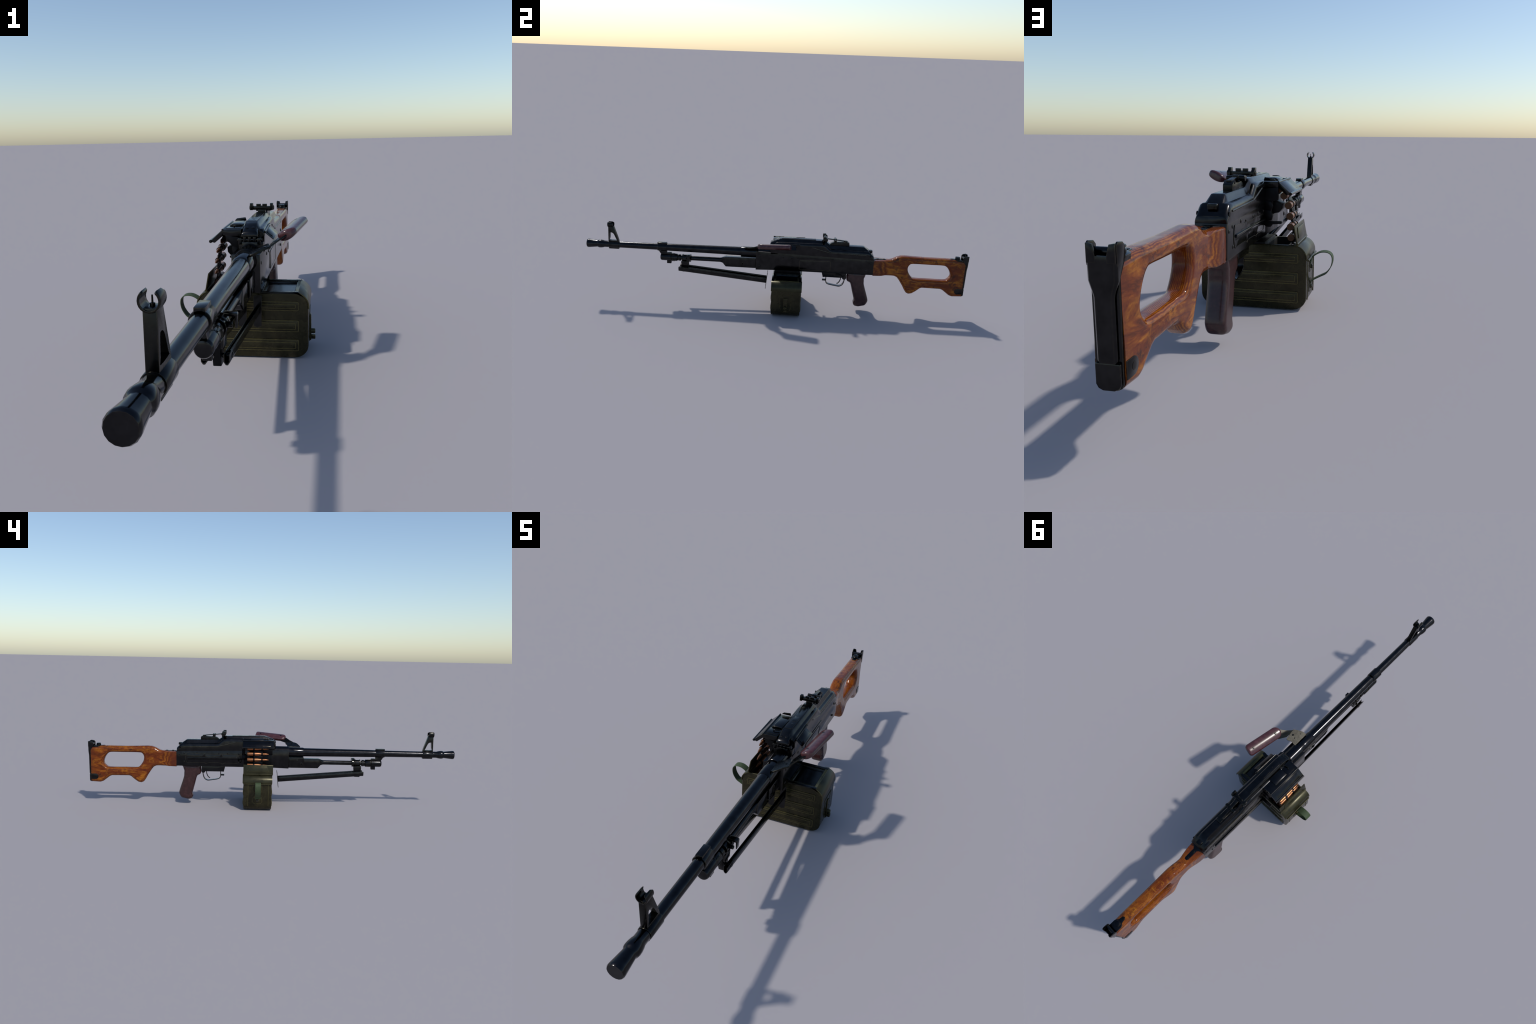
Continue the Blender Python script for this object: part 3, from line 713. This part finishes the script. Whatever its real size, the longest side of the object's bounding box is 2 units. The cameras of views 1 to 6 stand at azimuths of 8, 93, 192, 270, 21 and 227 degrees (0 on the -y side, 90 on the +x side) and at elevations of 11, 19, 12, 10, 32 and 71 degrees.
# ------------------------------------------------------------------ stock
so_box = ([(0.5000, 0.2080), (0.5650, 0.2085), (0.6080, 0.2170), (0.6080, 0.2830), (0.5750, 0.2908), (0.5000, 0.2908)], 0.0232, 0.0030)   # squared wrist
so = [(0.5000, 0.2905), (0.5600, 0.2915), (0.6000, 0.2925), (0.6150, 0.2965), (0.6344, 0.3075), (0.6564, 0.3150), (0.6784, 0.3165), (0.7300, 0.3148), (0.7935, 0.3130), (0.8600, 0.3132), (0.8890, 0.3135), (0.9330, 0.3122), (0.9750, 0.3095), (1.0150, 0.3085),
      (1.0150, 0.2000), (1.0150, 0.1150), (0.9800, 0.1135), (0.9600, 0.1125), (0.9390, 0.1116), (0.9239, 0.1170), (0.9037, 0.1325), (0.8886, 0.1441), (0.8761, 0.1494), (0.8400, 0.1500), (0.7797, 0.1505), (0.7699, 0.1464), (0.7504, 0.1291), (0.7308, 0.1156),
      (0.7136, 0.1123), (0.7011, 0.1182), (0.6910, 0.1325), (0.6783, 0.1557), (0.6581, 0.1863), (0.6456, 0.2016), (0.6307, 0.2085), (0.6110, 0.2093), (0.5700, 0.2082), (0.5000, 0.2070)]
hole = [(0.8740, 0.2795), (0.8200, 0.2796), (0.7231, 0.2797), (0.7060, 0.2735), (0.6985, 0.2600), (0.6985, 0.2431), (0.7045, 0.2270), (0.7194, 0.2060), (0.7369, 0.1965), (0.8000, 0.1958), (0.8897, 0.1957), (0.9090, 0.2041), (0.9200, 0.2200), (0.9175, 0.2380), (0.9077, 0.2580), (0.8930, 0.2740)]
me = carved([so, [tuple(q) for q in catmull(hole, 4, True)]], 0.0235, 0.0150, 0.0022, 5, so_box)
me.transform(M)
bm = bmesh.new()
bm.from_mesh(me)
for co, no in (((0, 0.5170, 0), (0, -1, 0)), ((0, 0.9865, 0), (0, 1, 0))):
    r = bmesh.ops.bisect_plane(bm, geom=bm.verts[:] + bm.edges[:] + bm.faces[:], plane_co=co, plane_no=no, clear_outer=True)
    ed = [e for e in r["geom_cut"] if isinstance(e, bmesh.types.BMEdge)]
    bmesh.ops.holes_fill(bm, edges=ed, sides=0)
bm.to_mesh(me)
bm.free()
def lerp_table(t, tab):
    if t <= tab[0][0]:
        return tab[0][1]
    for (a, va), (b, vb) in zip(tab, tab[1:]):
        if t <= b:
            u = (t - a) / (b - a)
            u = u * u * (3 - 2 * u)
            return va + (vb - va) * u
    return tab[-1][1]
for v in me.vertices:
    y, z = v.co.y, v.co.z
    top = lerp_table(y, [(0.517, 0.0350), (0.530, 0.0335), (0.607, 0.0236), (0.735, 0.0236), (0.940, 0.0236), (1.0, 0.0226)])
    low = 0.0246
    k = min(max((0.235 - z) / 0.06, 0), 1) * min(max((y - 0.60) / 0.05, 0), 1)
    hw = top + (low - top) * k
    v.co.x = C + (v.co.x - C) * hw / 0.0235
    # hand-filled dish behind the receiver on top of the wrist
    if y < 0.62 and z > 0.25:
        d = max(0.0, 1 - abs(v.co.x - C) / 0.026) * min(max((0.62 - y) / 0.05, 0), 1)
        v.co.z -= 0.0012 * d
stock = new_obj("stock", me, WOOD, None, 60)
# steel tang let into the wrist
prism("stock_tang", [(C - 0.0220, 0.5160), (C + 0.0220, 0.5160), (C + 0.0150, 0.5230), (C + 0.0088, 0.5300), (C + 0.0088, 0.5780), (C + 0.0050, 0.5850), (C - 0.0050, 0.5850), (C - 0.0088, 0.5780), (C - 0.0088, 0.5300), (C - 0.0150, 0.5230)],
      "z", 0.2880, 0.2932, STEEL, stock, 0.0010)
for y in (0.5400, 0.5730):
    disc("tang_screw", "z", (C, y, 0.2930), 0.0062, 0.0022, GREY, stock, 14)

def butt_outline(hw, z0, z1, ch):
    return [(C - hw, z1), (C - hw, z0 + ch * 1.3), (C - hw + ch * 0.45, z0 + ch * 0.45), (C - hw + ch * 1.4, z0), (C + hw - ch * 1.4, z0), (C + hw - ch * 0.45, z0 + ch * 0.45), (C + hw, z0 + ch * 1.3), (C + hw, z1)]
butt = prism("butt_plate", butt_outline(0.0224, 0.1125, 0.3120, 0.0080), "y", 0.9840, 0.9905, STEEL, None, 0.0012, 2)
prism("butt_toe", butt_outline(0.0205, 0.1140, 0.1570, 0.0080), "y", 0.9900, 0.9965, STEEL, butt, 0.0016, 2)
box("rest_gap_shadow_block", C - 0.0110, C + 0.0110, 0.9880, 0.9970, 0.1640, 0.3050, DARK, butt, 0.0010)  # dark filler modelling the shadow between rest and butt plate
for s in (-1, 1):
    prism("butt_plate_tab", [(0.9860, 0.1590), (0.9620, 0.1590)] + [(0.9620 + 0.0150 * math.cos(math.radians(a)), 0.1440 + 0.0150 * math.sin(math.radians(a))) for a in range(100, 261, 20)] + [(0.9620, 0.1290), (0.9860, 0.1290)],
          "x", C + s * 0.0238 - 0.0022, C + s * 0.0238 + 0.0022, STEEL, butt, 0.0006)
    disc("tab_screw", "x", (C + s * 0.0259, 0.9620, 0.1440), 0.0070, s * 0.0008, STEEL, butt, 16)
# hinged shoulder rest: channel with ears at the top, tapering to a narrow tongue
def rest_section(z, hw, yb, ear):
    t = 0.0030
    pts = [(C - hw, yb - ear), (C - hw, yb - 0.004), (C - hw + 0.004, yb), (C + hw - 0.004, yb), (C + hw, yb - 0.004), (C + hw, yb - ear),
           (C + hw - t, yb - ear), (C + hw - t, yb - 0.0055), (C + hw - 0.0055, yb - t), (C - hw + 0.0055, yb - t), (C - hw + t, yb - 0.0055), (C - hw + t, yb - ear)]
    return [(a, b, z) for a, b in pts]
rest = loft("shoulder_rest", [rest_section(0.1575, 0.0150, 0.9985, 0.0060), rest_section(0.1620, 0.0166, 0.9987, 0.0060), rest_section(0.2580, 0.0166, 0.9995, 0.0060), rest_section(0.2640, 0.0180, 0.9996, 0.0064), rest_section(0.2820, 0.0236, 0.9998, 0.0090),
                              rest_section(0.3080, 0.0240, 1.0, 0.0255), rest_section(0.3185, 0.0240, 0.9999, 0.0288)], STEEL, butt, 0.0008)
for s in (-1, 1):
    x = C + s * 0.0228
    prism("rest_ear", [(0.9970, 0.3040), (0.9970, 0.3360), (0.9930, 0.3395), (0.9780, 0.3375), (0.9712, 0.3310), (0.9712, 0.3120)], "x", x - 0.0015, x + 0.0015, STEEL, rest, 0.0010)
    prism("rest_lip", [(C + s * 0.0230, 0.3080), (C + s * 0.0230, 0.3375), (C + s * 0.0130, 0.3360), (C + s * 0.0098, 0.3240), (C + s * 0.0085, 0.3190), (C + s * 0.0085, 0.3080)], "y", 0.9962, 1.0000, STEEL, rest, 0.0008)
rod("rest_hinge", [(C - 0.0205, 0.9800, 0.3220), (C + 0.0205, 0.9800, 0.3220)], 0.0070, STEEL, rest, 14)
heel = [(C + 0.0205, 0.9860), (C + 0.0205, 0.9480), (C + 0.0175, 0.9400), (C + 0.0105, 0.9340), (C + 0.0090, 0.9250), (C + 0.0075, 0.9150), (C, 0.9095)]
prism("heel_plate", heel + [(2 * C - a, b) for a, b in heel[-2::-1]],
      "z", 0.3060, 0.3150, STEEL, butt, 0.0010, 2, lambda co: Vector((co.x, co.y, co.z - max(0, co.y - 0.93) * 0.03)))
lathe("heel_knob", [(0.3120, 0.0125), (0.3185, 0.0128), (0.3215, 0.0105), (0.3235, 0.0128), (0.3262, 0.0120), (0.3275, 0.0080), (0.3275, 0)], C, 0, STEEL, butt, 20, "z", 0.9470)
disc("heel_screw", "z", (C, 0.9200, 0.3146), 0.0058, 0.0014, GREY, butt, 14)

# ------------------------------------------------------------------ carrying handle
tilt = math.radians(25)
n = Vector((-math.sin(tilt), 0, math.cos(tilt)))
u = Vector((-0.142, -0.985, -0.1035))
u = (u - n * u.dot(n)).normalized()
w = u.cross(n)
if w.x < 0:
    w = -w
ctr = Vector((0.1390, 0.0040, 0.3645))
L0, L1, W = -0.0840, 0.0860, 0.0258
outl = rrect(L0, L1, -W, W, 0.012, 5)
front = [(L1 - W * 0.98 + W * math.cos(math.radians(a)), W * math.sin(math.radians(a))) for a in range(-80, 81, 20)]
outl = [q for q in outl if q[0] < L1 - 0.02]
left = [q for q in outl if q[1] > 0]
right = [q for q in outl if q[1] <= 0]
outl = right + front + left
outl.sort(key=lambda q: math.atan2(q[1], q[0]))
me = carved([outl], 0.0125, 0.0070, 0.0018, 6)
H = Matrix.Identity(4)
for i in range(3):
    H[i][0], H[i][1], H[i][2], H[i][3] = u[i], w[i], n[i], ctr[i]
for v in me.vertices:      # crowned, not flat, faces
    v.co.z *= 1.10 - 0.44 * (v.co.y / W) ** 2
me.transform(H)
handle = new_obj("carry_handle", me, HANDLEM, None, 60)
for a in (-0.0575, 0.0575):
    for sgn in (1, -1):
        bm = bmesh.new()
        add_lathe(bm, [(0.0100 * sgn, 0.0050), (0.0138 * sgn, 0.0050), (0.0141 * sgn, 0.0036), (0.0141 * sgn, 0)], 0, 0, 16, "z", 0)
        me = to_mesh(bm, "grip_screw")
        me.transform(H @ Matrix.Translation((a, 0, 0)))
        new_obj("grip_screw", me, SIGHT, handle)
def arm_height(x):
    return lerp_table(x, [(0.038, 0.3190), (0.090, 0.3365), (0.112, 0.3490), (0.135, 0.3625)])
def arm_plate(name, pts, t, mat, parent):
    bm = bmesh.new()
    add_prism(bm, [(p[0], p[1]) for p in pts], "z", -t, t)
    bevel_sharp(bm, 0.0007, 1)
    for v in bm.verts:
        x, y, k = v.co
        # plate rises from the collar to the grip and stays flat along y
        z = arm_height(x)
        v.co = (x - k * 0.34, y, z + k * 0.94)
    return new_obj(name, to_mesh(bm, name), mat, parent)
arm_plate("handle_arm", [(0.0880, -0.1300), (0.1090, -0.1020), (0.1330, -0.0780), (0.1250, -0.0400), (0.1050, -0.0500), (0.0880, -0.0850)], 0.0022, GREY, handle)
arm_plate("handle_bracket", [(0.0400, -0.1560), (0.0470, -0.1590), (0.0600, -0.1540), (0.0780, -0.1420), (0.0930, -0.1300), (0.0830, -0.0790), (0.0760, -0.0780), (0.0620, -0.0880), (0.0520, -0.0860), (0.0390, -0.0860)], 0.0029, GREY, handle)
for x, y in ((0.0640, -0.1080), (0.0600, -0.1400), (0.0760, -0.1120)):
    z = arm_height(x)
    disc("bracket_rivet", "z", (x, y, z + 0.0020), 0.0042, 0.0006, GREY, handle, 14)

# ------------------------------------------------------------------ ammunition box
BX0, BX1, BY0, BY1, BZ = -0.1305, 0.1800, -0.0015, 0.1475, 0.1860
ammo = prism("ammo_box", rrect(BX0, BX1, 0.0, BZ, 0.036, 8), "y", BY0, BY1, OLIVE, None, 0.0035, 3)
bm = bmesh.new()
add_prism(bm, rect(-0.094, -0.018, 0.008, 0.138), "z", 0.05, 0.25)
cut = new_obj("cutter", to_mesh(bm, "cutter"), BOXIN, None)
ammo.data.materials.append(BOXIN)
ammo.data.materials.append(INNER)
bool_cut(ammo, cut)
# pressed tray with sloping walls in the top, right of the gun
bm = bmesh.new()
add_prism(bm, rect(0.0, 1.0, 0.0, 1.0), "z", 0.0, 1.0)
for v in bm.verts:
    top = v.co.z > 0.5
    i = 0.0 if top else 0.010
    v.co = ((0.150 - i) if v.co.x > 0.5 else (0.050 + i), (0.136 - i) if v.co.y > 0.5 else (0.010 + i), 0.200 if top else 0.1815)
cut = new_obj("cutter", to_mesh(bm, "cutter"), INNER, None)
bool_cut(ammo, cut)
for i, pf in enumerate(ammo.data.polygons):
    c = pf.center
    if 0.0495 < c.x < 0.1505 and 0.0095 < c.y < 0.1365 and 0.180 < c.z < 0.1855:
        pf.material_index = 2
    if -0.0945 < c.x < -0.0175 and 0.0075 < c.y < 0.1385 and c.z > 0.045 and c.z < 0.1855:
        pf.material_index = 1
for s, y in ((-1, BY0), (1, BY1)):
    for zc, h in ((0.1490, 0.0125), (0.0920, 0.0160), (0.0365, 0.0160)):
        a, b = (y - 0.0022, y + 0.001) if s < 0 else (y - 0.001, y + 0.0022)
        prism("box_rib", rrect(-0.1070, 0.1530, zc - h, zc + h, 0.003, 3), "y", a, b, OLIVE, ammo, 0.0014)
        ring_prism("rib_rim", rrect(-0.1076, 0.1536, zc - h - 0.0006, zc + h + 0.0006, 0.0035, 3), "y", min(y, y + s * 0.0024), max(y, y + s * 0.0024), 0.0017, OLIVEW, ammo)
        ring_prism("rib_rim", rrect(-0.0994, 0.1454, zc - h + 0.0066, zc + h - 0.0066, 0.0022, 3), "y", min(y + s * 0.001, y + s * 0.0040), max(y + s * 0.001, y + s * 0.0040), 0.0013, OLIVEW, ammo)
        a, b = (y - 0.0038, y) if s < 0 else (y, y + 0.0038)
        prism("box_rib_core", rrect(-0.0990, 0.1450, zc - h + 0.0070, zc + h - 0.0070, 0.0018, 3), "y", a, b, OLIVE, ammo, 0.0011)
# lid shells wrapping the two top corners
def corner_shell(name, xo, s, x_in, z_low, mat, y0, y1, lift=0.0022):
    r = 0.036 + lift
    cx = xo - s * 0.036
    outer = [(xo + s * lift, z_low)]
    inner = [(xo - s * 0.001, z_low)]
    for i in range(9):
        a = math.radians(90 * i / 8)
        outer.append((cx + s * r * math.cos(a), BZ - 0.036 + r * math.sin(a)))
        inner.append((cx + s * (0.035) * math.cos(a), BZ - 0.036 + 0.035 * math.sin(a)))
    outer.append((x_in, BZ + lift))
    inner.append((x_in, BZ - 0.001))
    return prism(name, outer + inner[::-1], "y", y0, y1, mat, ammo, 0.0010)
corner_shell("box_lid", BX1, 1, 0.1525, 0.1420, OLIVEL, -0.0042, 0.1525)
corner_shell("box_lid", BX0, -1, -0.0960, 0.1470, OLIVEL, -0.0042, 0.1525)
for y0, y1 in ((-0.0035, 0.0095), (0.1370, 0.1500)):
    box("lid_rail", 0.0480, 0.1530, y0, y1, 0.1840, 0.1890, INNER, ammo, 0.0012)  # blue-dark colour kept for the sky reflected along the box's top edge
box("lid_rail", 0.0445, 0.0520, -0.0035, 0.1500, 0.1840, 0.1880, INNER, ammo, 0.0012)
# hinge roll under the left lid and the raised feed lip
rod("lid_hinge", [(-0.1350, 0.0020, 0.1440), (-0.1350, 0.1440, 0.1440)], 0.0030, OLIVEL, ammo, 10)
rod("lip_hinge", [(-0.1040, -0.0070, 0.1905), (-0.1040, 0.1515, 0.1905)], 0.0034, OLIVEL, ammo, 10)
lip = loft("feed_lip", [[(-0.1062, y, 0.1890), (-0.0965, y, 0.2385), (-0.0955, y, 0.2410), (-0.0928, y, 0.2395), (-0.0935, y, 0.2360), (-0.1030, y, 0.1890)] for y in (-0.0078, 0.1500)], OLIVEL, ammo, 0.0008)
loft("lip_emboss", [[(-0.1046 - 0.0016, y0, 0.2040), (-0.0988 - 0.0016, y1, 0.2330), (-0.0975, y1, 0.2330), (-0.1030, y0, 0.2040)] for y0, y1 in ((0.0130, 0.0240), (0.1290, 0.1180))], OLIVEL, lip, 0.0010)
# left end: pressed strips, recesses, carry strap
for y0, y1 in ((0.1222, 0.1240), (0.0150, 0.0168)):
    box("end_bead", BX0 - 0.0016, BX0 + 0.001, y0, y1, 0.0250, 0.1450, OLIVEW, ammo, 0.0006)
for z0, z1 in ((0.1000, 0.1430), (0.0400, 0.0760)):
    o = prism("strap_recess", rrect(0.0500, 0.0980, z0, z1, 0.008), "x", BX0 - 0.0010, BX0 + 0.001, OLIVE, ammo, 0.0006)
    ring_prism("recess_rim", rrect(0.0500, 0.0980, z0, z1, 0.008), "x", BX0 - 0.0016, BX0 + 0.001, 0.0012, OLIVEW, ammo)
    prism("strap_anchor", rrect(0.0610, 0.0850, z0 + 0.008, z0 + 0.030, 0.010), "x", BX0 - 0.0030, BX0 + 0.001, OLIVEL, ammo, 0.0008)
    disc("anchor_rivet", "x", (BX0 - 0.0028, 0.0730, z0 + 0.014), 0.0068, -0.0045, RIM, ammo, 14, 0.6)
strap = [(-0.1320, 0.1210), (-0.1345, 0.1370), (-0.1450, 0.1490), (-0.1600, 0.1572), (-0.1740, 0.1590), (-0.1860, 0.1560), (-0.1935, 0.1480), (-0.1955, 0.1365), (-0.1940, 0.1240), (-0.1890, 0.1110), (-0.1780, 0.0960), (-0.1640, 0.0880), (-0.1500, 0.0805), (-0.1390, 0.0740), (-0.1345, 0.0690), (-0.1325, 0.0640)]
strip("carry_strap", catmull(strap, 5), "y", 0.0710, 0.0290, 0.0024, WEB, ammo, 0.0005)
# right end: shield-shaped press, swing latch
prism("latch_shield", [(0.0330, 0.1230), (0.1140, 0.1230), (0.1020, 0.1060), (0.1000, 0.0500), (0.0920, 0.0330), (0.0820, 0.0270), (0.0640, 0.0270), (0.0540, 0.0330), (0.0450, 0.0500), (0.0430, 0.1060)], "x", BX1 - 0.001, BX1 + 0.0012, OLIVE, ammo, 0.0010)
ring_prism("shield_rim", [(0.0330, 0.1230), (0.0430, 0.1060), (0.0450, 0.0500), (0.0540, 0.0330), (0.0640, 0.0270), (0.0820, 0.0270), (0.0920, 0.0330), (0.1000, 0.0500), (0.1020, 0.1060), (0.1140, 0.1230)], "x", BX1, BX1 + 0.0016, 0.0011, OLIVE, ammo)
lat = box("box_latch", BX1 + 0.0010, BX1 + 0.0050, 0.0620, 0.0820, 0.0300, 0.1060, OLIVE, ammo, 0.0012)
lathe("latch_button", [(BX1 + 0.004, 0.0075), (BX1 + 0.0150, 0.0070), (BX1 + 0.0165, 0.0058), (BX1 + 0.0165, 0)], 0, 0.0560, OLIVEL, lat, 14, "x", 0.0715)
box("latch_tongue", BX1 + 0.0040, BX1 + 0.0168, 0.0650, 0.0790, 0.0330, 0.0450, OLIVE, lat, 0.0012)
# bracket joining the box to the receiver
prism("box_bracket", [(0.0040, 0.1840), (0.1400, 0.1840), (0.1400, 0.2000), (0.1300, 0.2160), (0.0140, 0.2160), (0.0040, 0.2000)], "x", 0.0180, 0.0440, DARK, ammo, 0.0015)
box("box_bracket_foot", -0.0100, 0.0490, 0.0020, 0.1440, 0.1830, 0.1920, DARK, ammo, 0.0010)

# ------------------------------------------------------------------ cartridge belt
belt_parent = bpy.data.objects.new("cartridge_belt", None)
scene.collection.objects.link(belt_parent)
belt_parent.parent = root
bm = bmesh.new()
add_lathe(bm, [(0.1312, 0), (0.1312, 0.0092), (0.1305, 0.0102), (0.1290, 0.0102), (0.1282, 0.0088), (0.1272, 0.0088), (0.1262, 0.0099), (0.0720, 0.0092), (0.0610, 0.0066), (0.0490, 0.0064),
               (0.0485, 0.0060), (0.0380, 0.0056), (0.0280, 0.0042), (0.0200, 0.0022), (0.0160, 0.0008), (0.0155, 0)], 0, 0, 18)
cart = to_mesh(bm, "cartridge")
cart.materials.append(COPPER)
cart.materials.append(COPPERD)
for pf in cart.polygons:
    if pf.center.y > 0.1308:
        pf.material_index = 1
bm = bmesh.new()
for y0, y1, r in ((0.0915, 0.0995, 0.0112), (0.0485, 0.0560, 0.0080)):
    add_lathe(bm, [(y0, r - 0.001), (y0, r), (y1, r), (y1, r - 0.001)], 0, 0, 18)
link = to_mesh(bm, "link")
link.materials.append(DARK)
pos = [(-0.0350, 0.3450), (-0.0468, 0.3415), (-0.0617, 0.3225), (-0.0742, 0.2956), (-0.0788, 0.2654), (-0.0805, 0.2355), (-0.0822, 0.2050), (-0.0800, 0.1750), (-0.0600, 0.1560), (-0.0380, 0.1520)]
for i, (x, z) in enumerate(pos):
    o = new_obj("cartridge", cart, COPPER, belt_parent, 30)
    o.location = (x, random.uniform(-0.0004, 0.0004), z)
    l = new_obj("belt_link", link, DARK, belt_parent, 40)
    l.location = (x, 0, z)
    if i:
        px, pz = pos[i - 1]
        a, b = Vector((px, pz)), Vector((x, z))
        d = (b - a).normalized()
        q = Vector((-d.y, d.x)) * 0.0016
        a2, b2 = a + d * 0.0075, b - d * 0.0075
        prism("link_plate", [tuple(a2 + q), tuple(b2 + q), tuple(b2 - q), tuple(a2 - q)], "y", 0.0500, 0.0960, DARK, belt_parent, 0.0006)
